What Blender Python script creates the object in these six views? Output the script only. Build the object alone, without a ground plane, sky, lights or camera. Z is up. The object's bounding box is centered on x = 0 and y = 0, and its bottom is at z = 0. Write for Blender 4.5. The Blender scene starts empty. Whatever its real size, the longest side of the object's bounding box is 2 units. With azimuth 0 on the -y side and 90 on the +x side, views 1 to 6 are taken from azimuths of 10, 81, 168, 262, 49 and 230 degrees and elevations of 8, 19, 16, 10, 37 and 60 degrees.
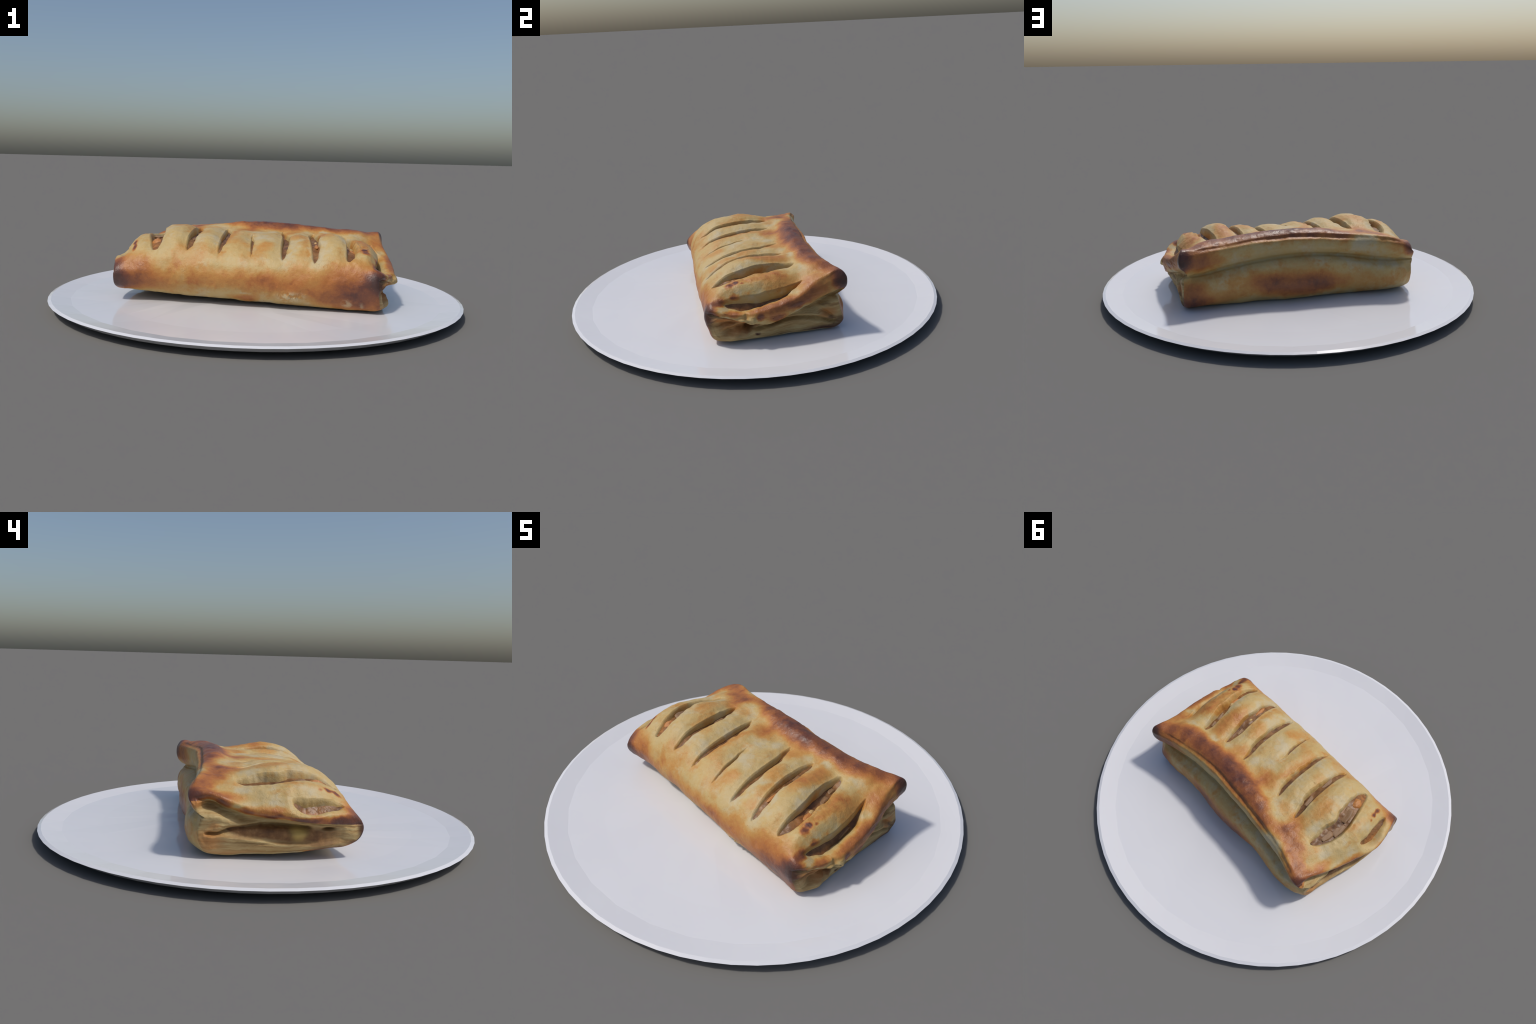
"""A baked, slashed puff-pastry slice lying on a shallow white plate."""
import bpy, math, random
import numpy as np
from mathutils import Vector

random.seed(7)
RNG = np.random.default_rng(11)
PLATE_Z = 0.032            # height of the eating surface; also the pastry's base

# ----------------------------------------------------------------- helpers
def smooth(a, b, x):
    t = np.clip((x - a) / (b - a), 0.0, 1.0)
    return t * t * (3 - 2 * t)

def gauss(d, s):
    return np.exp(-0.5 * (d / s) ** 2)

LATTICE = RNG.random((32, 32, 32)) * 2 - 1
def vnoise(p):
    """Smooth value noise, one octave, for an (n, 3) array."""
    i = np.floor(p).astype(int)
    f = p - i
    f = f * f * f * (f * (f * 6 - 15) + 10)
    out = 0
    for dx in (0, 1):
        for dy in (0, 1):
            for dz in (0, 1):
                w = (f[:, 0] if dx else 1 - f[:, 0]) * (f[:, 1] if dy else 1 - f[:, 1]) * (f[:, 2] if dz else 1 - f[:, 2])
                out = out + w * LATTICE[(i[:, 0] + dx) % 32, (i[:, 1] + dy) % 32, (i[:, 2] + dz) % 32]
    return out

def fbm(p, scale, octaves=3, shift=0.0):
    out, amp = 0, 1.0
    for o in range(octaves):
        out = out + amp * vnoise(p * scale * 2 ** o + shift + 7.3 * o)
        amp *= 0.5
    return out

def knots_tangent(C, d_prev, d_next, prev, nxt):
    return ((C - prev) / d_prev * d_next + (nxt - C) / d_next * d_prev) / (d_prev + d_next)

def spline_open(T, V, t):
    """Cubic through values V (n, ...) at knots T, sampled at t."""
    T = np.asarray(T, float)
    V = np.asarray(V, float)
    h = np.diff(T)
    s = np.diff(V, axis=0) / h.reshape((-1,) + (1,) * (V.ndim - 1))
    m = np.empty_like(V)
    m[0], m[-1] = s[0], s[-1]
    for k in range(1, len(T) - 1):
        m[k] = (s[k - 1] * h[k] + s[k] * h[k - 1]) / (h[k - 1] + h[k])
    k = np.clip(np.searchsorted(T, t, side="right") - 1, 0, len(T) - 2)
    u = (t - T[k]) / h[k]
    sh = (-1,) + (1,) * (V.ndim - 1)
    u_, hk = u.reshape(sh), h[k].reshape(sh)
    return ((2 * u_**3 - 3 * u_**2 + 1) * V[k] + (u_**3 - 2 * u_**2 + u_) * hk * m[k]
            + (-2 * u_**3 + 3 * u_**2) * V[k + 1] + (u_**3 - u_**2) * hk * m[k + 1])

def poly(points, y):
    """Smooth curve value at y through (y, value) pairs."""
    pts = sorted(points)
    T = [p[0] for p in pts]
    y = np.asarray(y)
    return spline_open(T, [p[1] for p in pts], np.clip(y.ravel(), T[0], T[-1])).reshape(y.shape)

def mesh_from(name, verts, faces, material, normals=None):
    me = bpy.data.meshes.new(name)
    faces = np.asarray(faces, np.int32)
    used, inv = np.unique(faces, return_inverse=True)
    v = np.asarray(verts, np.float32)[used]
    inv = inv.reshape(faces.shape).astype(np.int32)
    n = faces.shape[1]
    me.vertices.add(len(v))
    me.vertices.foreach_set("co", v.ravel())
    me.loops.add(inv.size)
    me.loops.foreach_set("vertex_index", inv.ravel())
    me.polygons.add(len(inv))
    me.polygons.foreach_set("loop_start", np.arange(0, inv.size, n, dtype=np.int32))
    me.polygons.foreach_set("loop_total", np.full(len(inv), n, np.int32))
    me.update(calc_edges=True)
    me.materials.append(material)
    me.shade_smooth()
    if normals is not None:
        me.normals_split_custom_set_from_vertices(np.asarray(normals)[used])
    return me

def add_object(name, data, parent=None):
    ob = bpy.data.objects.new(name, data)
    bpy.context.scene.collection.objects.link(ob)
    if parent is not None:
        ob.parent = parent
    return ob

# --------------------------------------------------------------- materials
class Tree:
    def __init__(self, name):
        self.mat = bpy.data.materials.new(name)
        self.mat.use_nodes = True
        self.nt = self.mat.node_tree
        self.bsdf = self.nt.nodes["Principled BSDF"]
        self.pos = self.node("ShaderNodeTexCoord").outputs["Object"]

    def node(self, kind, **props):
        n = self.nt.nodes.new(kind)
        for k, v in props.items():
            setattr(n, k, v)
        return n

    def put(self, socket, value):
        if hasattr(value, "is_output"):
            self.nt.links.new(value, socket)
        elif value is not None:
            socket.default_value = value

    def math(self, op, a, b=None, c=None, clamp=False):
        n = self.node("ShaderNodeMath", operation=op, use_clamp=clamp)
        for s, v in zip(n.inputs, (a, b, c)):
            self.put(s, v)
        return n.outputs[0]

    def vec(self, op, a, b=None, out=0):
        n = self.node("ShaderNodeVectorMath", operation=op)
        self.put(n.inputs[0], a)
        if b is not None:
            self.put(n.inputs[1], b)
        return n.outputs["Value"] if op in ("LENGTH", "DOT_PRODUCT", "DISTANCE") else n.outputs[0]

    def noise(self, scale, detail=3.0, rough=0.55, vector=None, stretch=None, color=False, distortion=0.0):
        v = vector or self.pos
        if stretch:
            v = self.vec("MULTIPLY", v, stretch)
        n = self.node("ShaderNodeTexNoise")
        self.put(n.inputs["Vector"], v)
        n.inputs["Scale"].default_value = scale
        n.inputs["Detail"].default_value = detail
        n.inputs["Roughness"].default_value = rough
        n.inputs["Distortion"].default_value = distortion
        return n.outputs["Color"] if color else n.outputs["Fac"]

    def remap(self, value, a, b, c=0.0, d=1.0, kind="SMOOTHSTEP"):
        n = self.node("ShaderNodeMapRange", interpolation_type=kind)
        self.put(n.inputs["Value"], value)
        for s, v in zip(list(n.inputs)[1:5], (a, b, c, d)):
            s.default_value = v
        return n.outputs[0]

    def ramp(self, fac, stops, mode="LINEAR"):
        n = self.node("ShaderNodeValToRGB")
        cr = n.color_ramp
        cr.interpolation = mode
        while len(cr.elements) < len(stops):
            cr.elements.new(0.5)
        for e, (p, col) in zip(cr.elements, stops):
            e.position, e.color = p, (*col, 1)
        self.put(n.inputs["Fac"], fac)
        return n.outputs["Color"]

    def mix(self, fac, a, b, blend="MIX"):
        n = self.node("ShaderNodeMix", data_type="RGBA", blend_type=blend)
        self.put(n.inputs[0], fac)
        for s, v in ((n.inputs[6], a), (n.inputs[7], b)):
            self.put(s, (*v, 1) if isinstance(v, tuple) else v)
        return n.outputs[2]

    def warped(self, scale, amount):
        c = self.noise(scale, 3.0, color=True)
        off = self.vec("MULTIPLY", self.vec("SUBTRACT", c, (0.5, 0.5, 0.5)), (amount,) * 3)
        return self.vec("ADD", self.pos, off)

    def face_spots(self, position, spots):
        return self.spots(position, [(x, y, z, 0.30, ry, rz, a) for x, y, z, rx, ry, rz, a in spots])

    def spots(self, position, spots):
        """Sum of soft ellipsoidal patches (x, y, z, rx, ry, rz, amount); z in the world frame."""
        total = None
        for x, y, z, rx, ry, rz, amount in spots:
            d = self.vec("SUBTRACT", position, (x, y, z - PLATE_Z))
            d = self.vec("MULTIPLY", d, (1 / rx, 1 / ry, 1 / rz))
            m = self.remap(self.vec("LENGTH", d), 1.12, 0.20, 0.0, amount)
            total = m if total is None else self.math("ADD", total, m)
        return total

    def bump(self, height, strength, distance):
        n = self.node("ShaderNodeBump")
        n.inputs["Strength"].default_value = strength
        n.inputs["Distance"].default_value = distance
        self.put(n.inputs["Height"], height)
        self.put(self.bsdf.inputs["Normal"], n.outputs[0])

BAKE = [(0.00, (0.50, 0.410, 0.225)), (0.18, (0.50, 0.345, 0.132)), (0.34, (0.48, 0.240, 0.060)),
        (0.50, (0.40, 0.145, 0.034)), (0.66, (0.245, 0.080, 0.027)), (0.82, (0.125, 0.043, 0.026)), (1.0, (0.068, 0.034, 0.027))]

# Places where the oven has browned the dough: position, reach, strength.
BROWNED = [
    # back ridge, dark from the right-hand corner to past the middle
    (0.615, 0.360, 0.295, 0.080, 0.075, 0.090, 1.2), (0.540, 0.315, 0.320, 0.130, 0.085, 0.075, 0.34),
    (0.470, 0.265, 0.335, 0.090, 0.085, 0.070, 0.36), (0.385, 0.230, 0.345, 0.110, 0.080, 0.080, 0.66),
    (0.280, 0.225, 0.355, 0.120, 0.075, 0.080, 0.58), (0.180, 0.210, 0.365, 0.120, 0.090, 0.080, 0.64),
    (0.070, 0.200, 0.370, 0.130, 0.100, 0.080, 0.70), (-0.030, 0.220, 0.365, 0.120, 0.085, 0.080, 0.64),
    (-0.130, 0.235, 0.355, 0.110, 0.070, 0.070, 0.50), (-0.230, 0.255, 0.345, 0.100, 0.055, 0.060, 0.40),
    (-0.345, 0.225, 0.335, 0.085, 0.070, 0.060, 0.44), (-0.440, 0.255, 0.320, 0.095, 0.080, 0.060, 0.46),
    (-0.530, 0.305, 0.300, 0.095, 0.075, 0.060, 0.46), (-0.590, 0.350, 0.270, 0.060, 0.060, 0.060, 1.0),
    (-0.595, 0.240, 0.275, 0.050, 0.140, 0.040, 0.44), (-0.640, 0.060, 0.220, 0.045, 0.130, 0.035, 0.34),
    (-0.615, -0.200, 0.074, 0.050, 0.120, 0.022, 0.80),
    # the four burnt corners
    (0.605, -0.318, 0.180, 0.070, 0.080, 0.062, 1.40), (0.575, -0.310, 0.120, 0.120, 0.080, 0.105, 0.48),
    (0.500, -0.310, 0.190, 0.180, 0.110, 0.130, 0.30), (-0.640, -0.350, 0.145, 0.100, 0.100, 0.085, 1.40),
    (-0.605, -0.330, 0.100, 0.150, 0.080, 0.080, 0.50), (-0.560, -0.320, 0.190, 0.170, 0.110, 0.130, 0.34),
    (-0.655, -0.250, 0.185, 0.055, 0.090, 0.045, 0.75), (-0.665, -0.130, 0.190, 0.045, 0.120, 0.030, 0.46),
    (0.600, 0.350, 0.055, 0.120, 0.100, 0.055, 0.66), (0.550, 0.345, 0.110, 0.130, 0.090, 0.085, 0.40),
    # freckles beside the end slashes and the scorched rim of the last slash
    (0.540, -0.197, 0.281, 0.024, 0.024, 0.030, 0.85), (0.532, -0.165, 0.290, 0.018, 0.020, 0.030, 0.85),
    (0.548, -0.135, 0.290, 0.012, 0.012, 0.030, 0.40), (-0.553, -0.240, 0.285, 0.014, 0.028, 0.030, 0.90),
    (-0.556, -0.200, 0.292, 0.014, 0.026, 0.030, 0.80), (-0.575, -0.165, 0.290, 0.012, 0.014, 0.030, 0.50),
    (0.590, -0.252, 0.238, 0.024, 0.060, 0.030, 0.80), (0.594, -0.190, 0.255, 0.020, 0.070, 0.022, 0.70),
    (0.596, -0.120, 0.268, 0.018, 0.060, 0.020, 0.42),
    (0.665, 0.120, 0.200, 0.045, 0.055, 0.030, 0.46), (0.675, -0.070, 0.175, 0.024, 0.022, 0.022, 0.66),
    (0.675, 0.030, 0.165, 0.045, 0.070, 0.022, 0.50), (0.650, 0.220, 0.240, 0.070, 0.120, 0.060, 0.42),
    (0.660, -0.040, 0.205, 0.045, 0.120, 0.050, 0.46), (0.655, 0.100, 0.225, 0.055, 0.120, 0.055, 0.44), (0.640, -0.200, 0.195, 0.035, 0.070, 0.020, 0.50),
    (0.610, 0.210, 0.285, 0.080, 0.110, 0.060, 0.22), (-0.625, 0.160, 0.222, 0.050, 0.070, 0.022, 0.50), (-0.600, 0.225, 0.248, 0.050, 0.060, 0.024, 0.62),
    (-0.655, 0.040, 0.202, 0.050, 0.090, 0.016, 0.55), (-0.675, -0.080, 0.196, 0.050, 0.090, 0.016, 0.70), (-0.660, -0.235, 0.192, 0.050, 0.055, 0.026, 1.00),
    (-0.610, -0.290, 0.215, 0.050, 0.060, 0.045, 0.40),
    # orange blushes on the strips
    (0.355, 0.030, 0.340, 0.069, 0.138, 0.060, 0.317), (0.360, -0.080, 0.335, 0.057, 0.092, 0.060, 0.187),
    (0.165, 0.105, 0.345, 0.075, 0.081, 0.060, 0.216), (-0.055, 0.090, 0.345, 0.098, 0.069, 0.060, 0.259),
    (-0.360, 0.165, 0.335, 0.075, 0.081, 0.060, 0.259), (-0.385, 0.010, 0.355, 0.057, 0.115, 0.060, 0.216),
    (0.210, -0.060, 0.340, 0.057, 0.081, 0.060, 0.187), (0.080, -0.205, 0.310, 0.057, 0.057, 0.060, 0.158),
    (-0.250, 0.140, 0.345, 0.075, 0.063, 0.060, 0.158), (0.500, -0.060, 0.310, 0.069, 0.196, 0.060, 0.130),
    (0.560, 0.240, 0.315, 0.115, 0.138, 0.080, 0.187), (0.560, 0.080, 0.290, 0.052, 0.161, 0.050, 0.187),
    # front roll: golden belly, warmer to the right
    (0.350, -0.330, 0.150, 0.420, 0.110, 0.110, 0.27), (0.000, -0.340, 0.160, 0.300, 0.100, 0.070, 0.20),
    (0.480, -0.310, 0.090, 0.240, 0.110, 0.080, 0.22), (-0.020, -0.300, 0.065, 0.100, 0.070, 0.035, 0.32),
    (-0.460, -0.335, 0.130, 0.180, 0.100, 0.080, 0.26), (-0.300, -0.335, 0.150, 0.320, 0.110, 0.100, 0.16),
    # back wall: a rusty patch in the middle
    (0.050, 0.365, 0.130, 0.650, 0.090, 0.110, 0.15),
    (0.080, 0.360, 0.140, 0.250, 0.090, 0.085, 0.34), (0.020, 0.360, 0.110, 0.140, 0.070, 0.075, 0.24),
    (-0.120, 0.350, 0.130, 0.140, 0.080, 0.065, 0.26), (0.200, 0.350, 0.170, 0.110, 0.080, 0.055, 0.22),
    (0.420, 0.350, 0.080, 0.150, 0.080, 0.055, 0.20), (-0.350, 0.350, 0.100, 0.180, 0.080, 0.075, 0.10),
    (0.500, 0.340, 0.270, 0.170, 0.070, 0.050, 0.34),
]

def crust_material():
    t = Tree("baked_crust")
    w = t.warped(9.0, 0.05)
    w = t.vec("ADD", w, t.vec("MULTIPLY", t.vec("SUBTRACT", t.noise(42, 3, color=True), (0.5,) * 3), (0.012,) * 3))
    bake = t.spots(w, BROWNED)
    bake = t.math('MULTIPLY', t.math('SUBTRACT', 1.0, t.math('POWER', 2.718, t.math('MULTIPLY', bake, -1.35))), 0.86)
    broad = t.remap(t.noise(6.5, 4, 0.55), 0.40, 0.76, 0.0, 0.20)
    blush = t.remap(t.noise(13, 3, 0.6, stretch=(1, 0.55, 1)), 0.50, 0.75, 0.0, 0.14)
    grain = t.math("MULTIPLY", t.math("SUBTRACT", t.noise(70, 4, 0.65), 0.5), 0.17)
    fine = t.math("MULTIPLY", t.math("SUBTRACT", t.noise(240, 2, 0.6), 0.5), 0.10)
    level = t.math("ADD", t.math("ADD", bake, broad), t.math("ADD", blush, t.math("ADD", grain, fine)))
    level = t.math("ADD", level, 0.125, clamp=True)
    col = t.ramp(level, BAKE)
    # greyer, drier dough where it has hardly browned
    dry = t.math("MULTIPLY", t.remap(t.noise(11, 3), 0.48, 0.66), t.remap(level, 0.34, 0.10))
    col = t.mix(t.math("MULTIPLY", dry, 0.62), col, (0.485, 0.425, 0.290))
    # flaky, pale abrasion low on the front roll
    flake = t.spots(w, [(0.215, -0.305, 0.092, 0.085, 0.06, 0.034, 1.0), (0.46, -0.30, 0.075, 0.03, 0.05, 0.025, 0.7), (0.53, -0.30, 0.07, 0.018, 0.05, 0.018, 0.5)])
    flaky = t.math("MULTIPLY", flake, t.remap(t.noise(38, 3, 0.7), 0.40, 0.56))
    col = t.mix(t.math("MULTIPLY", flaky, 0.75), col, (0.60, 0.50, 0.30))
    # tiny specks and hairline cracks
    vor = t.node("ShaderNodeTexVoronoi", feature="DISTANCE_TO_EDGE")
    t.put(vor.inputs["Vector"], t.warped(25, 0.03))
    vor.inputs["Scale"].default_value = 24
    crack = t.math("MULTIPLY", t.remap(vor.outputs["Distance"], 0.018, 0.0), t.remap(t.noise(9, 2), 0.54, 0.68))
    col = t.mix(t.math("MULTIPLY", crack, 0.30), col, (0.28, 0.16, 0.06))
    speck = t.remap(t.noise(110, 1, 0.4), 0.74, 0.80)
    col = t.mix(t.math("MULTIPLY", speck, 0.45), col, (0.30, 0.13, 0.04))
    t.put(t.bsdf.inputs["Base Color"], col)
    t.put(t.bsdf.inputs["Roughness"], t.remap(level, 0.1, 0.85, 0.56, 0.35, "LINEAR"))
    t.bsdf.inputs["Specular IOR Level"].default_value = 0.42
    h = t.math("ADD", t.noise(55, 5, 0.6), t.math("MULTIPLY", t.noise(150, 3, 0.6), 0.5))
    h = t.math("SUBTRACT", h, t.math("MULTIPLY", crack, 0.8))
    h = t.math("ADD", h, t.math("MULTIPLY", flaky, 0.9))
    t.bump(h, 0.35, 0.006)
    return t.mat

def layered_material():
    """Torn and cut dough: pale, in thin leaves, stained by the filling."""
    t = Tree("layered_dough")
    w = t.warped(14, 0.03)
    lines = t.noise(16, 4, 0.65, vector=w, stretch=(0.8, 0.35, 5.0))
    col = t.ramp(lines, [(0.30, (0.26, 0.15, 0.055)), (0.45, (0.39, 0.25, 0.098)), (0.60, (0.47, 0.34, 0.15)), (0.75, (0.52, 0.41, 0.21))])
    stain = t.face_spots(w, [
        (-0.585, 0.09, 0.142, 0.08, 0.14, 0.034, 1.2), (-0.585, -0.04, 0.135, 0.08, 0.14, 0.042, 1.3),
        (-0.590, -0.17, 0.135, 0.08, 0.10, 0.05, 0.80), (-0.590, -0.17, 0.095, 0.08, 0.16, 0.03, 0.45),
        (-0.580, 0.17, 0.150, 0.06, 0.06, 0.014, 0.8),
        (0.610, -0.125, 0.115, 0.08, 0.075, 0.03, 0.95), (0.620, -0.22, 0.14, 0.08, 0.06, 0.05, 0.55),
        (0.620, -0.16, 0.09, 0.08, 0.06, 0.03, 0.45), (0.62, 0.0, 0.11, 0.06, 0.05, 0.02, 0.6)])
    col = t.mix(t.math("MINIMUM", stain, 1.0), col, t.ramp(t.noise(30, 4, 0.6), [(0.3, (0.115, 0.052, 0.02)), (0.55, (0.20, 0.095, 0.034)), (0.75, (0.30, 0.16, 0.06))]))
    lump = t.face_spots(w, [(-0.585, -0.071, 0.140, 0.06, 0.048, 0.042, 1.0)])
    col = t.mix(lump, col, (0.44, 0.30, 0.085))
    warm = t.face_spots(w, [(-0.60, 0.27, 0.11, 0.06, 0.07, 0.06, 0.7), (-0.60, 0.15, 0.055, 0.06, 0.2, 0.02, 0.5), (-0.60, 0.25, 0.165, 0.06, 0.03, 0.02, 0.5),
                       (0.63, -0.25, 0.165, 0.07, 0.06, 0.025, 0.9), (0.63, -0.20, 0.125, 0.07, 0.11, 0.06, 0.55), (0.62, -0.14, 0.16, 0.07, 0.06, 0.03, 0.7), (-0.59, 0.33, 0.255, 0.05, 0.05, 0.028, 0.9), (0.63, -0.17, 0.16, 0.06, 0.05, 0.015, 0.6), (0.61, 0.27, 0.13, 0.06, 0.06, 0.035, 0.8)])
    col = t.mix(t.math("MINIMUM", warm, 1.0), col, (0.42, 0.17, 0.045))
    burnt = t.face_spots(w, [(-0.61, -0.33, 0.15, 0.05, 0.03, 0.06, 0.9), (-0.61, -0.31, 0.095, 0.06, 0.07, 0.022, 0.9), (-0.61, -0.2, 0.075, 0.06, 0.10, 0.016, 0.9), (-0.60, -0.06, 0.06, 0.05, 0.06, 0.010, 0.7),
                        (0.60, -0.31, 0.165, 0.05, 0.04, 0.05, 0.95), (0.60, -0.31, 0.09, 0.05, 0.03, 0.06, 0.6),
                        (0.60, 0.24, 0.05, 0.07, 0.14, 0.024, 0.95), (0.61, 0.06, 0.045, 0.07, 0.14, 0.016, 0.7), (0.60, 0.34, 0.08, 0.05, 0.05, 0.04, 0.7),
                        (0.625, -0.078, 0.072, 0.06, 0.018, 0.011, 1.0), (0.61, 0.28, 0.105, 0.06, 0.04, 0.015, 0.6)])
    col = t.mix(t.math("MINIMUM", burnt, 1.0), col, (0.075, 0.028, 0.018))
    t.put(t.bsdf.inputs["Base Color"], col)
    t.bsdf.inputs["Roughness"].default_value = 0.6
    t.bsdf.inputs["Specular IOR Level"].default_value = 0.3
    t.bump(t.math("ADD", lines, t.math("MULTIPLY", t.noise(90, 4), 0.5)), 0.5, 0.006)
    return t.mat

def filling_material():
    t = Tree("savoury_filling")
    n = t.noise(22, 4, 0.6)
    col = t.ramp(n, [(0.30, (0.085, 0.038, 0.016)), (0.5, (0.175, 0.082, 0.030)), (0.68, (0.27, 0.135, 0.050))])
    orange = t.spots(t.warped(20, 0.03), [(-0.455, -0.20, 0.25, 0.05, 0.09, 0.08, 0.8), (0.49, -0.12, 0.27, 0.05, 0.12, 0.08, 0.6), (0.63, -0.14, 0.2, 0.05, 0.10, 0.05, 0.7),
                                          (-0.63, -0.12, 0.2, 0.05, 0.09, 0.05, 0.7), (0.33, -0.15, 0.28, 0.04, 0.10, 0.06, 0.4)])
    col = t.mix(t.math("MINIMUM", orange, 1.0), col, t.ramp(t.noise(60, 3), [(0.35, (0.22, 0.085, 0.025)), (0.65, (0.50, 0.20, 0.05))]))
    t.put(t.bsdf.inputs["Base Color"], col)
    t.bsdf.inputs["Roughness"].default_value = 0.42
    t.bsdf.inputs["Specular IOR Level"].default_value = 0.36
    t.bump(t.noise(60, 3, 0.5), 0.25, 0.005)
    return t.mat

def chunk_material(name, dark, light, rough=0.35):
    t = Tree(name)
    t.put(t.bsdf.inputs["Base Color"], t.ramp(t.noise(45, 4, 0.6), [(0.35, dark), (0.65, light)]))
    t.bsdf.inputs["Roughness"].default_value = rough
    t.bump(t.noise(110, 3), 0.3, 0.004)
    return t.mat

def porcelain_material():
    t = Tree("glazed_porcelain")
    t.put(t.bsdf.inputs["Base Color"], t.ramp(t.noise(2.0, 2), [(0.3, (0.675, 0.675, 0.700)), (0.7, (0.695, 0.695, 0.715))]))
    t.bsdf.inputs["Roughness"].default_value = 0.10
    t.bsdf.inputs["IOR"].default_value = 1.5
    return t.mat

# ------------------------------------------------------------------- plate
def build_plate():
    rings = [(0.0, 0.0300, 1), (0.40, 0.0303, 32), (0.73, 0.0312, 32), (0.898, 0.0355, 32), (0.985, 0.0495, 64), (1.0, 0.0440, 64),
             (0.966, 0.0225, 64), (0.62, 0.0, 64), (0.0, 0.0, 1)]
    verts, index, faces = [], [], []
    for r, z, n in rings:
        index.append(list(range(len(verts), len(verts) + n)))
        for i in range(n):
            flute = 0.0 < r < 0.8 and z > 0.01        # faint flutes pressed into the floor
            a = math.tau * (i + 0.5 * (0.7 < r < 0.8)) / n
            verts.append((r * math.cos(a), r * math.sin(a), z + flute * random.uniform(-.0013, .0013)))
    for lo, hi in zip(index, index[1:]):
        a, b = len(lo), len(hi)
        if a == 1 or b == 1:
            ring, c = (hi, lo[0]) if a == 1 else (lo, hi[0])
            for i in range(len(ring)):
                tri = (c, ring[i], ring[(i + 1) % len(ring)])
                faces.append(tri if a == 1 else tri[::-1])
        elif a == b:
            for i in range(a):
                j = (i + 1) % a
                faces += [(lo[i], hi[i], hi[j]), (lo[i], hi[j], lo[j])]
        else:
            for i in range(a):
                j = (i + 1) % a
                p, q, s = hi[2 * i], hi[2 * i + 1], hi[(2 * i + 2) % b]
                faces += [(lo[i], p, q), (lo[i], q, lo[j]), (lo[j], q, s)]
    me = bpy.data.meshes.new("plate")
    me.from_pydata(verts, [], faces)
    me.materials.append(porcelain_material())
    me.update()
    plate = add_object("plate", me)
    plate["label"] = "shallow round white porcelain plate with faceted rim"
    plate["category"] = "plate"
    return plate

# ------------------------------------------------------------------ pastry
# Each station is one slice across the loaf: (y, z) of the same twenty landmarks,
# from under the loaf round the front roll, over the slashed top to the crimped back edge.
#   0 base  1 base front  2 low front  3 belly  4 upper front  5 shoulder  6-9 top
#   10 ridge  11 edge of top sheet  12 groove  13 lip of lower sheet  14 under lip
#   15 crease  16-18 back wall  19 base back
LEFT_END = [(-0.605, 0.050, 0.048), (-0.624, -0.180, 0.073), (-0.622, -0.293, 0.089), (-0.622, -0.332, 0.122), (-0.620, -0.340, 0.165),
            (-0.622, -0.300, 0.210), (-0.645, -0.215, 0.230), (-0.662, -0.085, 0.234), (-0.645, 0.035, 0.236), (-0.612, 0.135, 0.254),
            (-0.596, 0.235, 0.288), (-0.575, 0.320, 0.300), (-0.577, 0.340, 0.288), (-0.579, 0.349, 0.270), (-0.569, 0.335, 0.232),
            (-0.563, 0.307, 0.206), (-0.565, 0.313, 0.178), (-0.579, 0.325, 0.138), (-0.569, 0.311, 0.082), (-0.556, 0.284, 0.048)]
RIGHT_END = [(0.605, 0.050, 0.042), (0.605, -0.180, 0.041), (0.594, -0.286, 0.052), (0.596, -0.308, 0.105), (0.594, -0.322, 0.170),
             (0.594, -0.292, 0.228), (0.630, -0.200, 0.212), (0.650, -0.095, 0.212), (0.638, 0.035, 0.236), (0.620, 0.130, 0.264),
             (0.604, 0.235, 0.310), (0.598, 0.327, 0.345), (0.606, 0.353, 0.333), (0.606, 0.371, 0.297), (0.590, 0.364, 0.240),
             (0.566, 0.332, 0.206), (0.566, 0.336, 0.170), (0.578, 0.346, 0.120), (0.582, 0.350, 0.070), (0.581, 0.317, 0.042)]
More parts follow.
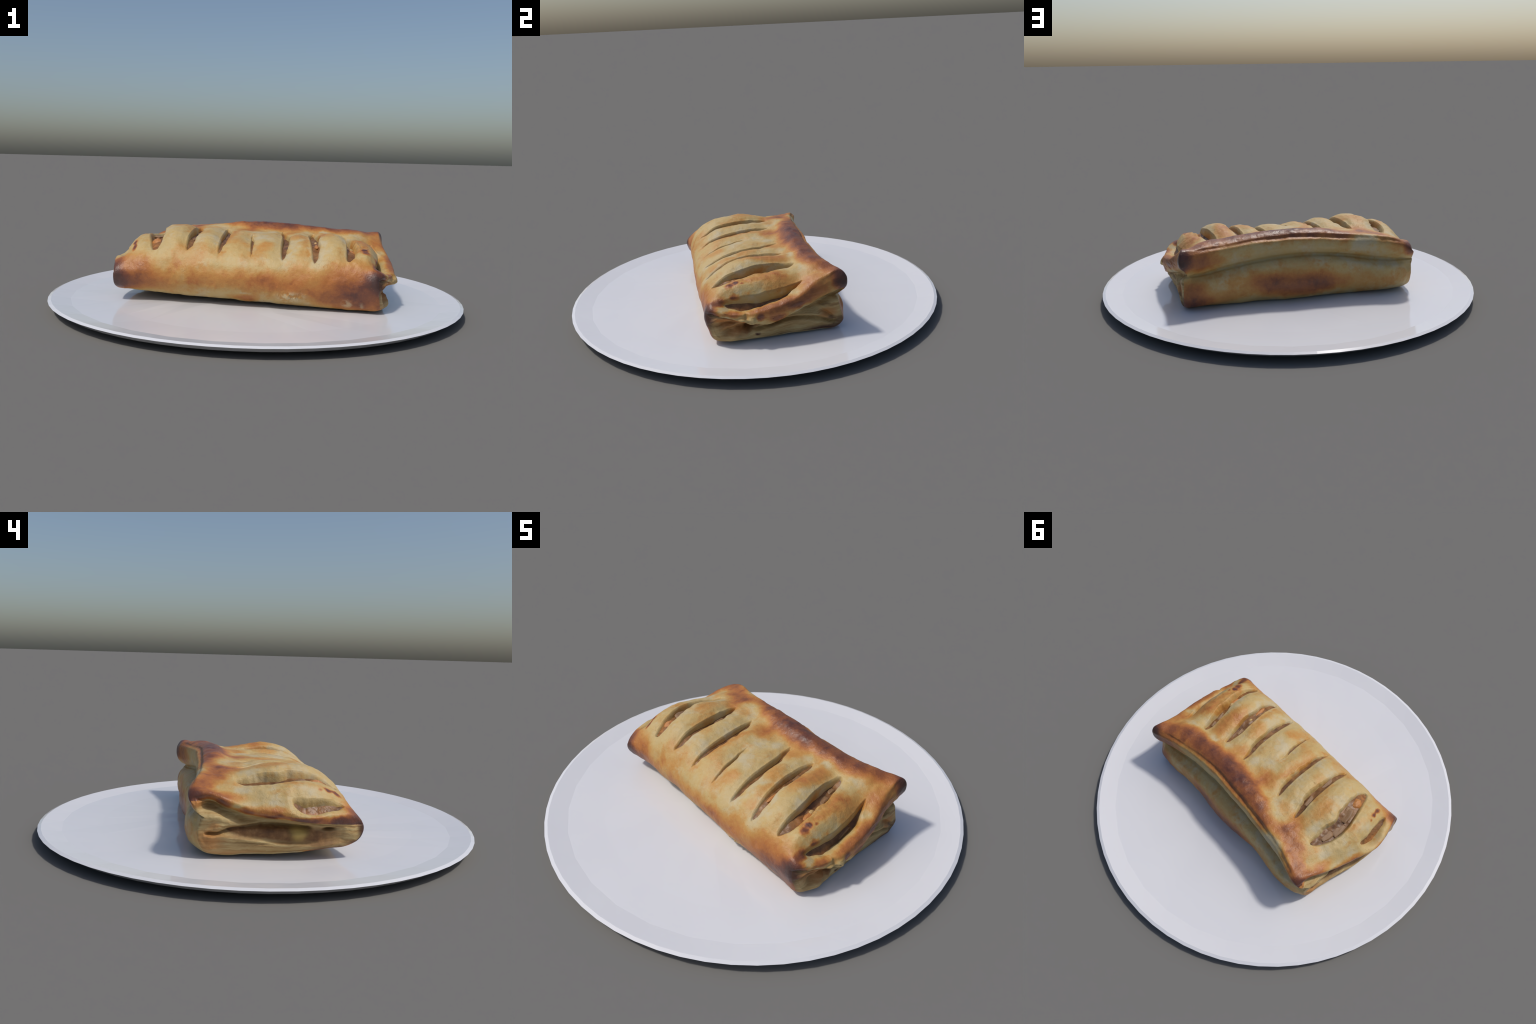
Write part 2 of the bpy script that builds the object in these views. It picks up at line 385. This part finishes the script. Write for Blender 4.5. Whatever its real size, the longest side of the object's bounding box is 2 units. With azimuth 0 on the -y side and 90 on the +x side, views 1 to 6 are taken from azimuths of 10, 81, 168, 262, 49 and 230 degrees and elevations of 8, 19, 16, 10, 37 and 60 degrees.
STATIONS = [
    (-0.555, [(-0.555, 0.050, 0.045), (-0.558, -0.190, 0.068), (-0.562, -0.279, 0.086), (-0.565, -0.326, 0.124), (-0.567, -0.332, 0.172),
            (-0.568, -0.294, 0.230), (-0.580, -0.212, 0.280), (-0.590, -0.085, 0.310), (-0.580, 0.035, 0.308), (-0.562, 0.138, 0.293),
            (-0.552, 0.238, 0.295), (-0.545, 0.324, 0.308), (-0.545, 0.341, 0.302), (-0.545, 0.351, 0.288), (-0.542, 0.339, 0.244),
            (-0.540, 0.314, 0.210), (-0.542, 0.331, 0.182), (-0.548, 0.340, 0.135), (-0.545, 0.326, 0.079), (-0.540, 0.283, 0.046)]),
    (-0.500, [(0.050, 0.044), (-0.190, 0.064), (-0.272, 0.082), (-0.314, 0.125), (-0.324, 0.178),
            (-0.290, 0.246), (-0.205, 0.316), (-0.085, 0.353), (0.030, 0.351), (0.140, 0.323),
            (0.240, 0.315), (0.317, 0.326), (0.328, 0.313), (0.341, 0.300), (0.333, 0.254),
            (0.316, 0.212), (0.343, 0.184), (0.350, 0.130), (0.338, 0.076), (0.290, 0.044)]),
    (-0.380, [(0.050, 0.040), (-0.190, 0.056), (-0.267, 0.074), (-0.312, 0.125), (-0.324, 0.182),
            (-0.289, 0.267), (-0.200, 0.344), (-0.088, 0.372), (0.030, 0.370), (0.140, 0.346),
            (0.225, 0.343), (0.287, 0.342), (0.298, 0.330), (0.311, 0.312), (0.313, 0.266),
            (0.292, 0.222), (0.337, 0.192), (0.356, 0.130), (0.340, 0.076), (0.288, 0.040)]),
    (-0.250, [(0.050, 0.038), (-0.190, 0.052), (-0.262, 0.068), (-0.312, 0.125), (-0.325, 0.182),
            (-0.290, 0.263), (-0.200, 0.334), (-0.085, 0.360), (0.035, 0.363), (0.145, 0.351),
            (0.215, 0.362), (0.274, 0.354), (0.282, 0.338), (0.298, 0.324), (0.301, 0.282),
            (0.284, 0.244), (0.329, 0.212), (0.344, 0.140), (0.330, 0.080), (0.283, 0.038)]),
    (0.000, [(0.050, 0.036), (-0.190, 0.043), (-0.262, 0.061), (-0.315, 0.120), (-0.326, 0.178),
            (-0.294, 0.255), (-0.200, 0.316), (-0.085, 0.342), (0.035, 0.348), (0.140, 0.352),
            (0.200, 0.383), (0.258, 0.370), (0.267, 0.354), (0.286, 0.344), (0.293, 0.306),
            (0.284, 0.264), (0.341, 0.228), (0.366, 0.150), (0.350, 0.084), (0.288, 0.036)]),
    (0.250, [(0.050, 0.036), (-0.190, 0.040), (-0.267, 0.053), (-0.318, 0.110), (-0.326, 0.172),
            (-0.296, 0.251), (-0.200, 0.320), (-0.085, 0.350), (0.035, 0.349), (0.140, 0.347),
            (0.203, 0.373), (0.260, 0.357), (0.268, 0.346), (0.284, 0.335), (0.291, 0.290),
            (0.288, 0.246), (0.341, 0.212), (0.354, 0.140), (0.340, 0.080), (0.288, 0.036)]),
    (0.380, [(0.050, 0.036), (-0.190, 0.040), (-0.270, 0.051), (-0.312, 0.110), (-0.321, 0.172),
            (-0.292, 0.253), (-0.200, 0.332), (-0.090, 0.361), (0.030, 0.352), (0.140, 0.338),
            (0.215, 0.359), (0.282, 0.345), (0.292, 0.336), (0.305, 0.324), (0.307, 0.272),
            (0.300, 0.228), (0.345, 0.194), (0.356, 0.130), (0.346, 0.076), (0.293, 0.036)]),
    (0.500, [(0.050, 0.038), (-0.190, 0.040), (-0.274, 0.051), (-0.306, 0.108), (-0.317, 0.172),
            (-0.288, 0.247), (-0.205, 0.310), (-0.090, 0.332), (0.030, 0.326), (0.140, 0.316),
            (0.232, 0.345), (0.310, 0.340), (0.318, 0.332), (0.335, 0.317), (0.333, 0.255),
            (0.316, 0.208), (0.347, 0.178), (0.362, 0.125), (0.352, 0.072), (0.300, 0.038)]),
    (0.555, [(0.555, 0.050, 0.040), (0.555, -0.190, 0.040), (0.550, -0.277, 0.051), (0.548, -0.306, 0.106), (0.546, -0.320, 0.172),
            (0.548, -0.288, 0.238), (0.572, -0.205, 0.276), (0.582, -0.092, 0.282), (0.576, 0.033, 0.288), (0.566, 0.137, 0.290),
            (0.555, 0.235, 0.324), (0.552, 0.322, 0.340), (0.552, 0.338, 0.333), (0.552, 0.355, 0.308), (0.548, 0.349, 0.248),
            (0.542, 0.324, 0.206), (0.545, 0.347, 0.176), (0.552, 0.360, 0.124), (0.552, 0.354, 0.071), (0.550, 0.308, 0.040)]),
]
# Slashes: plan curve from front to back, half width, depth.
SLASHES = [
    ([(-.596, -.262), (-.620, -.190), (-.634, -.120), (-.628, -.044)], .019, .028),
    ([(-.443, -.270), (-.465, -.165), (-.495, -.055), (-.503, .030), (-.494, .100), (-.474, .166)], .041, .036),
    ([(-.281, -.273), (-.278, -.150), (-.288, .000), (-.321, .140)], .024, .032),
    ([(-.128, -.282), (-.130, -.150), (-.142, .000), (-.170, .126)], .017, .024),
    ([(.018, -.287), (.010, -.190), (-.005, -.095), (-.014, -.030)], .007, .010),
    ([(.169, -.291), (.162, -.150), (.145, .000), (.117, .120)], .018, .026),
    ([(.316, -.294), (.305, -.175), (.287, -.055), (.273, .040), (.268, .118)], .023, .026),
    ([(.466, -.276), (.479, -.190), (.472, -.090), (.448, .000), (.428, .080), (.412, .147)], .033, .046),
    ([(.588, -.256), (.606, -.190), (.617, -.090), (.603, .030), (.560, .158)], .016, .046),
]

NX = 900
ROWS = [14, 14, 14, 14, 18, 44, 44, 44, 44, 40, 22, 12, 12, 14, 14, 14, 14, 14, 12, 14]   # rows between landmarks

def loft():
    xs = [-0.60] + [s[0] for s in STATIONS] + [0.60]
    ctrl = [np.array(LEFT_END)] + [np.array([p if len(p) == 3 else (x, *p) for p in pts]) for x, pts in STATIONS] + [np.array(RIGHT_END)]
    C = spline_open(xs, np.stack(ctrl), np.linspace(-0.60, 0.60, NX))          # (NX, 20, 3)
    nxt, prv = np.roll(C, -1, 1), np.roll(C, 1, 1)
    d = np.linalg.norm((nxt - C)[..., 1:], axis=-1, keepdims=True) ** 0.55 + 1e-6
    dp = np.roll(d, 1, 1)
    M = knots_tangent(C, dp, d, prv, nxt)
    Mn = np.roll(M, -1, 1)
    cols, tag = [], []
    for k, n in enumerate(ROWS):
        u = (np.arange(n) / n)[None, :, None]
        c0, c1, m0, m1, dk = (a[:, k:k + 1] for a in (C, nxt, M, Mn, d))
        cols.append((2*u**3 - 3*u**2 + 1) * c0 + (u**3 - 2*u**2 + u) * dk * m0 + (-2*u**3 + 3*u**2) * c1 + (u**3 - u**2) * dk * m1)
        tag += [k + i / n for i in range(n)]
    return np.concatenate(cols, 1), np.array(tag)

def grid_normals(P):
    dx = np.gradient(P, axis=0)
    dv = np.roll(P, -1, 1) - np.roll(P, 1, 1)
    n = np.cross(dx, dv)
    n /= np.linalg.norm(n, axis=-1, keepdims=True) + 1e-12
    top = int(np.argmax(P[P.shape[0] // 2, :, 2]))
    return n if n[P.shape[0] // 2, top, 2] > 0 else -n

def slash_shape(curve, half, y):
    """Along-slash parameter, centre line x and half width at depth-wise position y."""
    y0, y1 = curve[0][1], curve[-1][1]
    s = (y - y0) / (y1 - y0)
    sc = np.clip(s, 0, 1)
    return s, sc, poly([(b, a) for a, b in curve], y), half * 0.95 * (4 * sc * (1 - sc)) ** 0.42

def taper(sc):
    return np.clip(0.15 + 1.7 * sc, 0, 1) * np.clip(0.30 + 2.6 * (1 - sc), 0, 1)

UNDER = 0.016              # how far each slash is cut below the filling that shows in it
def carve(P, N, tag):
    """Press the slashes into the top; returns moved points and the pressing direction."""
    flat = P.reshape(-1, 3)
    x, y = P[..., 0], P[..., 1]
    wob = fbm(flat, 14, 3, 3.1).reshape(x.shape)
    lid = smooth(4.6, 5.0, tag) * smooth(10.6, 10.0, tag)
    drop, pillow = np.zeros_like(x), np.zeros_like(x)
    for curve, half, depth in SLASHES:
        s, sc, xc, w = slash_shape(curve, half, y)
        inside = (s > 0) & (s < 1) & (lid > 0.01)
        xc = xc + 0.004 * wob
        w = w * (1 + 0.18 * wob)
        u = np.abs(x - xc)
        e = 0.006 + 0.16 * half
        r = np.clip(w * 0.5, 0.001, 0.006)
        core = np.where(inside, (0.20 * smooth(w + r, w - 0.25 * e, u) + 0.80 * smooth(w, w - e, u)) * np.clip(w / e, 0, 1), 0)
        drop = np.maximum(drop, core * ((depth + 0.008 + 0.2 * half) * taper(sc) + UNDER * np.clip(w / 0.012, 0, 1) * (0.4 + 0.6 * taper(sc))))
        near = smooth(-0.10, 0.12, s) * smooth(1.10, 0.88, s) * lid
        pillow = np.maximum(pillow, near * (0.007 + 0.18 * half) * gauss(np.maximum(u - w, 0), 0.021))
    direction = N.copy()
    direction[..., 2] += 0.8 * lid[None, :]
    direction /= np.linalg.norm(direction, axis=-1, keepdims=True)
    return P - direction * (drop + pillow)[..., None], direction

def filling_patches(P0, direction, tag, root, mat):
    """A moist sheet of filling lying inside every slash, its edges buried in the dough."""
    from mathutils.kdtree import KDTree
    rows = np.where((tag > 4.7) & (tag < 10.4))[0][::2]
    pts, dirs = P0[::2][:, rows].reshape(-1, 3), direction[::2][:, rows].reshape(-1, 3)
    tree = KDTree(len(pts))
    for i, p in enumerate(pts):
        tree.insert((p[0], p[1], 0), i)
    tree.balance()
    patches = []
    for curve, half, depth in SLASHES:
        ns, nt = 90, 21
        y0, y1 = curve[0][1], curve[-1][1]
        y = y0 + (y1 - y0) * np.linspace(0.015, 0.985, ns)
        s, sc, xc, w = slash_shape(curve, half, y)
        t = np.linspace(-1, 1, nt)
        X = xc[:, None] + t[None] * (w[:, None] * 1.12 + 0.004)
        Y = y[:, None] + 0 * X
        sunk = (0.007 + 0.18 * half) * smooth(-0.10, 0.12, s) * smooth(1.10, 0.88, s) + 0.004 + (depth - 0.04 * half) * taper(sc)
        V = np.empty((ns * nt, 3))
        for k, (a, b) in enumerate(zip(X.ravel(), Y.ravel())):
            near = tree.find_n((a, b, 0), 5)
            wt = np.array([1 / (n[2] + 0.001) for n in near])
            wt /= wt.sum()
            ids = [n[1] for n in near]
            q, d = wt @ pts[ids], wt @ dirs[ids]
            V[k] = (a, b, q[2]) - d * (sunk[k // nt])
        V[:, 2] += fbm(V, 22, 3, 9.7) * (0.002 + 0.06 * half) * np.clip(1.2 - np.abs(np.tile(t, ns)), 0, 1)
        V[:, 2] -= PLATE_Z
        g = np.arange(ns * nt).reshape(ns, nt)
        F = np.stack([g[:-1, :-1], g[:-1, 1:], g[1:, 1:], g[1:, :-1]], -1).reshape(-1, 4)
        if np.cross(V[F[0, 2]] - V[F[0, 0]], V[F[0, 3]] - V[F[0, 1]])[2] < 0:
            F = F[:, ::-1]
        patches.append((add_object("filling", mesh_from("filling", V, F, mat), root), V.reshape(ns, nt, 3)))
    return patches

def relief(P, N, tag):
    """Soft lumps, wrinkles and a sharper crease under the back lip."""
    flat = P.reshape(-1, 3)
    lump = fbm(flat, 9, 3) * 0.0032 + fbm(flat, 34, 2, 5.0) * 0.0011
    rip = vnoise(flat * np.array([70, 18, 40]) + 2.2) * 0.0004
    d = (lump + rip).reshape(P.shape[:2])
    crease = gauss(tag - 15.0, 0.12) * 0.012
    x, y, z = P[..., 0], P[..., 1], P[..., 2]
    d = d - crease[None, :]
    # chipped, blistered skin low on the front roll
    chip = gauss(x - 0.215, 0.05) * gauss(z - 0.092, 0.018) * (y < -0.2)
    d = d + chip * np.abs(fbm(flat, 45, 3, 1.7)).reshape(d.shape) * 0.006
    return P + N * d[..., None]

def line_dist(curve, y, z, soft=0.02):
    """Signed height above a (y, z) curve, with a window that fades beyond its ends."""
    ys = [p[0] for p in curve]
    win = smooth(min(ys) - soft, min(ys) + soft, y) * smooth(max(ys) + soft, max(ys) - soft, y)
    return z - poly(curve, y), win

LEFT_RIM = [(-.33, .170), (-.25, .178), (-.15, .186), (-.05, .194), (.05, .199), (.133, .212), (.174, .226), (.214, .240), (.257, .262), (.31, .262)]
RIGHT_RIM = [(-.30, .190), (-.22, .176), (-.15, .156), (-.103, .138), (-.034, .131), (.072, .157), (.178, .185), (.267, .214), (.34, .238)]
def on_left_rim(y, z):
    return z > poly(LEFT_RIM, y) - 0.001
def on_right_rim(y, z):
    return z > poly(RIGHT_RIM, y) - 0.001

def left_face(y, z):
    """How far the left end stands out (towards -x) from x = -0.60."""
    rim = LEFT_RIM
    out = [(-.34, .014), (-.25, .046), (-.2, .062), (-.12, .079), (-.06, .073), (.03, .052), (.13, .030), (.22, .010), (.3, -.008), (.34, -.012)]
    h, _ = line_dist(rim, y, z)
    crown = [(-.30, .212), (-.215, .230), (-.085, .234), (.035, .236), (.135, .254), (.235, .288), (.325, .300)]
    q = np.clip(h / np.maximum(poly(crown, y) - poly(rim, y), 0.02), 0, 1)
    o = smooth(-0.007, 0.003, h) * (poly(out, y) - 0.010 + 0.010 * np.sqrt(1 - (2 * q - 1) ** 2 + 1e-6))
    o = o - 0.050 * gauss(h + 0.020, 0.015) * smooth(-0.20, 0.06, y) * smooth(0.325, 0.27, y)
    layer = [(-.30, .165), (-.1, .172), (.095, .180), (.142, .190), (.223, .205), (.302, .194)]
    h, w = line_dist(layer, y, z)
    o = o + 0.012 * gauss(h, 0.013) * w
    mouth = [(-.12, .164), (.016, .167), (.095, .165), (.142, .160), (.206, .149), (.23, .138), (.283, .134)]
    belly = poly([(-.34, .018), (-.25, .030), (-.1, .042), (.05, .030), (.15, .016), (.30, .0)], y)
    o = o + belly * smooth(0.003, -0.006, line_dist(rim, y, z)[0]) * smooth(0.05, 0.09, z)
    h, w = line_dist(mouth, y, z, 0.012)
    o = o - 0.022 * gauss(h, 0.005) * w
    lip = [(-.25, .112), (-.152, .100), (-.052, .102), (.062, .108), (.141, .121), (.218, .132), (.282, .130)]
    h2, w2 = line_dist(lip, y, z)
    o = o - 0.008 * smooth(-0.004, 0.004, h2) * smooth(0.003, -0.004, h) * w * w2
    o = o + 0.008 * gauss(h2 + 0.010, 0.009) * w2
    o = o + 0.014 * np.exp(-((y + .071) / .030) ** 2 - ((z - .138) / .022) ** 2)
    o = o - 0.026 * np.exp(-((y + .19) / .026) ** 2 - ((z - .160) / .006) ** 2)
    o = o + 0.012 * np.exp(-((y + .275) / .030) ** 2 - ((z - .139) / .018) ** 2)
    h, w = line_dist([(.05, .098), (.17, .106)], y, z)
    return o - 0.008 * gauss(h, 0.003) * w

def right_face(y, z):
    """How far the right end stands out (towards +x) from x = 0.60."""
    rim = RIGHT_RIM
    out = [(-.33, .004), (-.27, .030), (-.2, .050), (-.11, .070), (.03, .067), (.13, .046), (.19, .029), (.235, .018), (.33, .012)]
    h, _ = line_dist(rim, y, z)
    crown = [(-.30, .226), (-.2, .210), (-.095, .211), (.035, .234), (.13, .262), (.235, .304), (.33, .334)]
    q = np.clip(h / np.maximum(poly(crown, y) - poly(rim, y), 0.02), 0, 1)
    o = smooth(-0.006, 0.003, h) * (poly(out, y) - 0.020 + 0.022 * (1 - np.abs(2 * q - 1) ** 2.4) ** 0.6)
    o = o + (1 - smooth(-0.007, 0.004, h)) * (0.008 + 0.024 * gauss(y + 0.14, 0.12)) * smooth(0.36, 0.2, y) * smooth(-.33, -.27, y)
    right = smooth(-0.12, -0.03, y)
    o = o - (0.005 + 0.034 * smooth(0.14, 0.28, y)) * gauss(h + 0.013, 0.012) * right
    # second leaf under the rim, folded into the back corner
    mouth = [(-.09, .096), (-.017, .110), (.071, .126), (.15, .124), (.212, .112), (.308, .074)]
    h, w = line_dist(mouth, y, z)
    o = o - 0.028 * gauss(h, 0.006) * w + 0.014 * gauss(h - 0.016, 0.010) * w + 0.004 * gauss(h + 0.02, 0.012) * w
    fold = [(.14, .174), (.23, .150), (.283, .108), (.311, .080)]
    h, w = line_dist(fold, y, z)
    o = o - 0.014 * gauss(h - 0.004, 0.008) * w
    # gathered shell at the front corner
    front = smooth(-0.04, -0.10, y)
    ridge = [(-.30, .150), (-.264, .172), (-.223, .170), (-.17, .156), (-.10, .138)]
    h, w = line_dist(ridge, y, z)
    o = o + front * (0.016 * gauss(h, 0.009) * w - 0.012 * gauss(h + 0.022, 0.012) * w)
    o = o + 0.020 * np.exp(-((y + .20) / .05) ** 2 - ((z - .065) / .025) ** 2)
    o = o - 0.050 * np.exp(-((y + .122) / .036) ** 2 - ((z - .116) / .015) ** 2)
    o = o - 0.024 * np.exp(-((y + .225) / .035) ** 2 - ((z - .112) / .030) ** 2)
    # creases gathered towards the pinch in the middle of the end
    for (ya, za), (yb, zb), lift, width in (((-.105, .150), (-.225, .060), .012, .008), ((-.110, .155), (-.280, .100), .010, .007), ((-.12, .165), (-.295, .150), .010, .007),
                                            ((-.100, .140), (-.150, .052), .008, .007), ((-.11, .150), (-.255, .080), -.010, .006), ((-.115, .160), (-.285, .128), -.012, .006),
                                            ((-.105, .140), (-.185, .056), -.010, .006)):
        k = np.clip(((y - ya) * (yb - ya) + (z - za) * (zb - za)) / ((yb - ya) ** 2 + (zb - za) ** 2), 0, 1)
        o = o + lift * gauss(np.hypot(y - ya - k * (yb - ya), z - za - k * (zb - za)), width) * smooth(1.0, 0.7, k)
    o = o + 0.014 * np.exp(-((y + .105) / .016) ** 2 - ((z - .170) / .016) ** 2) - 0.010 * np.exp(-((y + .135) / .010) ** 2 - ((z - .185) / .02) ** 2)
    for r in (0.030, 0.044, 0.058):
        ring = np.hypot((y + .215) / 1.25, z - .115) - (r + 0.03)
        o = o + front * 0.003 * gauss(ring, 0.0035) * smooth(-0.16, -0.24, y)
    return o

RINGS = 64
def end_cap(contour, side):
    """Close one end: rings running inward from the loft's last slice, shaped by the face functions."""
    y, z = contour[:, 1], contour[:, 2]
    ym = np.clip(y, -0.22, 0.24)
    zm = 0.150 + (ym + 0.22) * 0.055
    rows = []
    for i in range(1, RINGS + 1):
        f = i / RINGS
        yy, zz = y + (ym - y) * f, z + (zm - z) * f
        o = (left_face if side < 0 else right_face)(yy, zz)
        xx = side * (0.60 + o)
        k = smooth(0.0, 0.10, f)
        x = contour[:, 0] * (1 - k) + xx * k
        rows.append(np.stack([x + side * 0.006 * np.sin(np.pi * min(1, f / 0.10)) , yy, zz], -1))
    R = np.stack(rows)
    flat = R.reshape(-1, 3)
    lump = (fbm(flat, 26, 3, 4.0) * 0.0035 + vnoise(flat * np.array([60, 26, 120])) * 0.0016).reshape(R.shape[:2])
    R[..., 0] += side * lump * np.linspace(0.2, 1, RINGS)[:, None]
    return R

def vertex_normals(V, F):
    a = V[F[:, 2]] - V[F[:, 0]]
    b = V[F[:, 3]] - V[F[:, 1]]
    n = np.cross(a, b)
    out = np.zeros_like(V)
    for k in range(4):
        for c in range(3):
            out[:, c] += np.bincount(F[:, k], n[:, c], len(V))
    return out / (np.linalg.norm(out, axis=1, keepdims=True) + 1e-15)

def build_pastry():
    P, tag = loft()
    N = grid_normals(P)
    P = relief(P, N, tag)
    P0 = P
    P, direction = carve(P, N, tag)
    nx, nv = P.shape[:2]
    caps = [end_cap(P[0], -1), end_cap(P[-1], 1)]
    for cap, end, order in ((caps[0], 0, 1), (caps[1], nx - 1, -1)):      # round the edge where top meets end
        n = 16
        cols = [end + order * i for i in range(n)][::-1]
        strip = np.concatenate([P[cols], cap[:n]])
        for _ in range(36):
            strip[1:-1] = 0.5 * strip[1:-1] + 0.25 * (strip[:-2] + strip[2:])
        P[cols], cap[:n] = strip[:n], strip[n:]
    V = np.concatenate([P.reshape(-1, 3)] + [c.reshape(-1, 3) for c in caps])
    V[:, 2] = np.maximum(V[:, 2], PLATE_Z + 0.0012)
    V[:, 2] -= PLATE_Z
    ids = np.arange(nx * nv).reshape(nx, nv)
    j = np.arange(nv)
    jn = (j + 1) % nv
    shell = np.stack([ids[:-1][:, j], ids[1:][:, j], ids[1:][:, jn], ids[:-1][:, jn]], -1)
    cap_faces = []
    for c, base, side in ((caps[0], nx * nv, -1), (caps[1], nx * nv + caps[0].shape[0] * nv, 1)):
        own = base + np.arange(RINGS * nv).reshape(RINGS, nv)
        ring = np.concatenate([ids[0 if side < 0 else -1][None], own])
        f = np.stack([ring[:-1][:, j], ring[:-1][:, jn], ring[1:][:, jn], ring[1:][:, j]], -1)
        cap_faces.append(f if side > 0 else f[..., ::-1])
    # orientation check: the top must face up
    mid = shell[nx // 2, int(np.argmax(P[nx // 2, :, 2]))]
    if np.cross(V[mid[2]] - V[mid[0]], V[mid[3]] - V[mid[1]])[2] < 0:
        shell = shell[..., ::-1]
    c = cap_faces[1][RINGS // 2].reshape(-1, 4)
    if np.cross(V[c[:, 2]] - V[c[:, 0]], V[c[:, 3]] - V[c[:, 1]])[:, 0].mean() < 0:
        cap_faces = [f[..., ::-1] for f in cap_faces]
    allf = np.concatenate([shell.reshape(-1, 4)] + [f.reshape(-1, 4) for f in cap_faces])
    VN = vertex_normals(V, allf)

    root = add_object("pastry", None)
    root.empty_display_size = 0.1
    root.location = (0, 0, PLATE_Z)
    root["label"] = "golden baked pastry slice with slashed top and filling"
    root["category"] = "pastry"
    crust, dough, fill = crust_material(), layered_material(), filling_material()
    t = tag[None, :] + np.zeros((nx - 1, 1))
    top = (t >= 4.0) & (t < 12.0)
    def part(name, faces, mat):
        return add_object(name, mesh_from(name, V, faces.reshape(-1, 4), mat, VN), root)
    part("top_crust", shell[top], crust)
    part("bottom_crust", shell[~top], crust)
    patches = filling_patches(P0, direction, tag, root, fill)
    for f, on_rim in zip(cap_faces, (on_left_rim, on_right_rim)):
        centre = V[f].mean(axis=2)
        ring = np.arange(RINGS)[:, None] + 0 * centre[..., 0]
        baked = (ring < 5) | on_rim(centre[..., 1], centre[..., 2] + PLATE_Z)
        part("end_rim", f[baked], crust)
        part("folded_end", f[~baked], dough)
    return root, patches

def chunk_mesh(name, mat, seed, box=0.0):
    import bmesh
    bm = bmesh.new()
    bmesh.ops.create_icosphere(bm, subdivisions=4, radius=1.0)
    co = np.array([v.co[:] for v in bm.verts])
    cube = co / np.max(np.abs(co), axis=1, keepdims=True)
    co = co * (1 - box) + cube * box * 0.85
    co *= 1 + 0.16 * fbm(co, 1.2, 3, seed)[:, None]
    for v, c in zip(bm.verts, co):
        v.co = c
    me = bpy.data.meshes.new(name)
    bm.to_mesh(me)
    bm.free()
    me.materials.append(mat)
    me.shade_smooth()
    return me

def add_chunks(patches):
    """Pieces of meat, carrot and potato showing in the slashes."""
    kinds = {
        "carrot": chunk_mesh("carrot_chunk", chunk_material("carrot", (0.42, 0.15, 0.035), (0.58, 0.27, 0.09)), 1.0),
        "meat": chunk_mesh("meat_chunk", chunk_material("meat", (0.19, 0.105, 0.050), (0.33, 0.195, 0.098)), 4.0, 0.42),
        "potato": chunk_mesh("potato_chunk", chunk_material("potato", (0.46, 0.29, 0.11), (0.60, 0.42, 0.19)), 8.0, 0.3),
    }
    # kind, which slash, how far from its front end, across (-1..1), half sizes
    pieces = [("carrot", 1, .20, .0, .024, .030, .020), ("meat", 1, .42, .1, .026, .052, .012), ("meat", 1, .62, -.15, .024, .054, .012), ("meat", 1, .80, .0, .018, .042, .010),
              ("carrot", 7, .36, .2, .013, .034, .009), ("potato", 7, .46, .2, .010, .015, .009), ("meat", 7, .70, .1, .018, .036, .014), ("meat", 7, .86, .0, .012, .024, .012),
              ("potato", 6, .50, .1, .008, .011, .009), ("meat", 6, .72, .0, .010, .036, .009), ("carrot", 6, .30, .1, .009, .035, .007),
              ("meat", 2, .70, .0, .012, .040, .010), ("meat", 2, .34, .1, .011, .045, .009), ("meat", 8, .62, .0, .009, .045, .009)]
    for kind, slash, s, across, rx, ry, rz in pieces:
        ob, V = patches[slash]
        p = V[int(s * (len(V) - 1)), int((across + 1) / 2 * (V.shape[1] - 1))]
        q = V[min(int(s * (len(V) - 1)) + 4, len(V) - 1), int((across + 1) / 2 * (V.shape[1] - 1))]
        d = q - p
        piece = add_object(kind + "_chunk", kinds[kind], ob)
        piece.location = (p[0], p[1], p[2] - 0.45 * rz)
        piece.scale = (rx, ry, rz)
        piece.rotation_euler = (math.atan2(d[2], d[1]), random.uniform(-.2, .2), math.atan2(-d[0], d[1]))

build_plate()
pastry, patches = build_pastry()
add_chunks(patches)
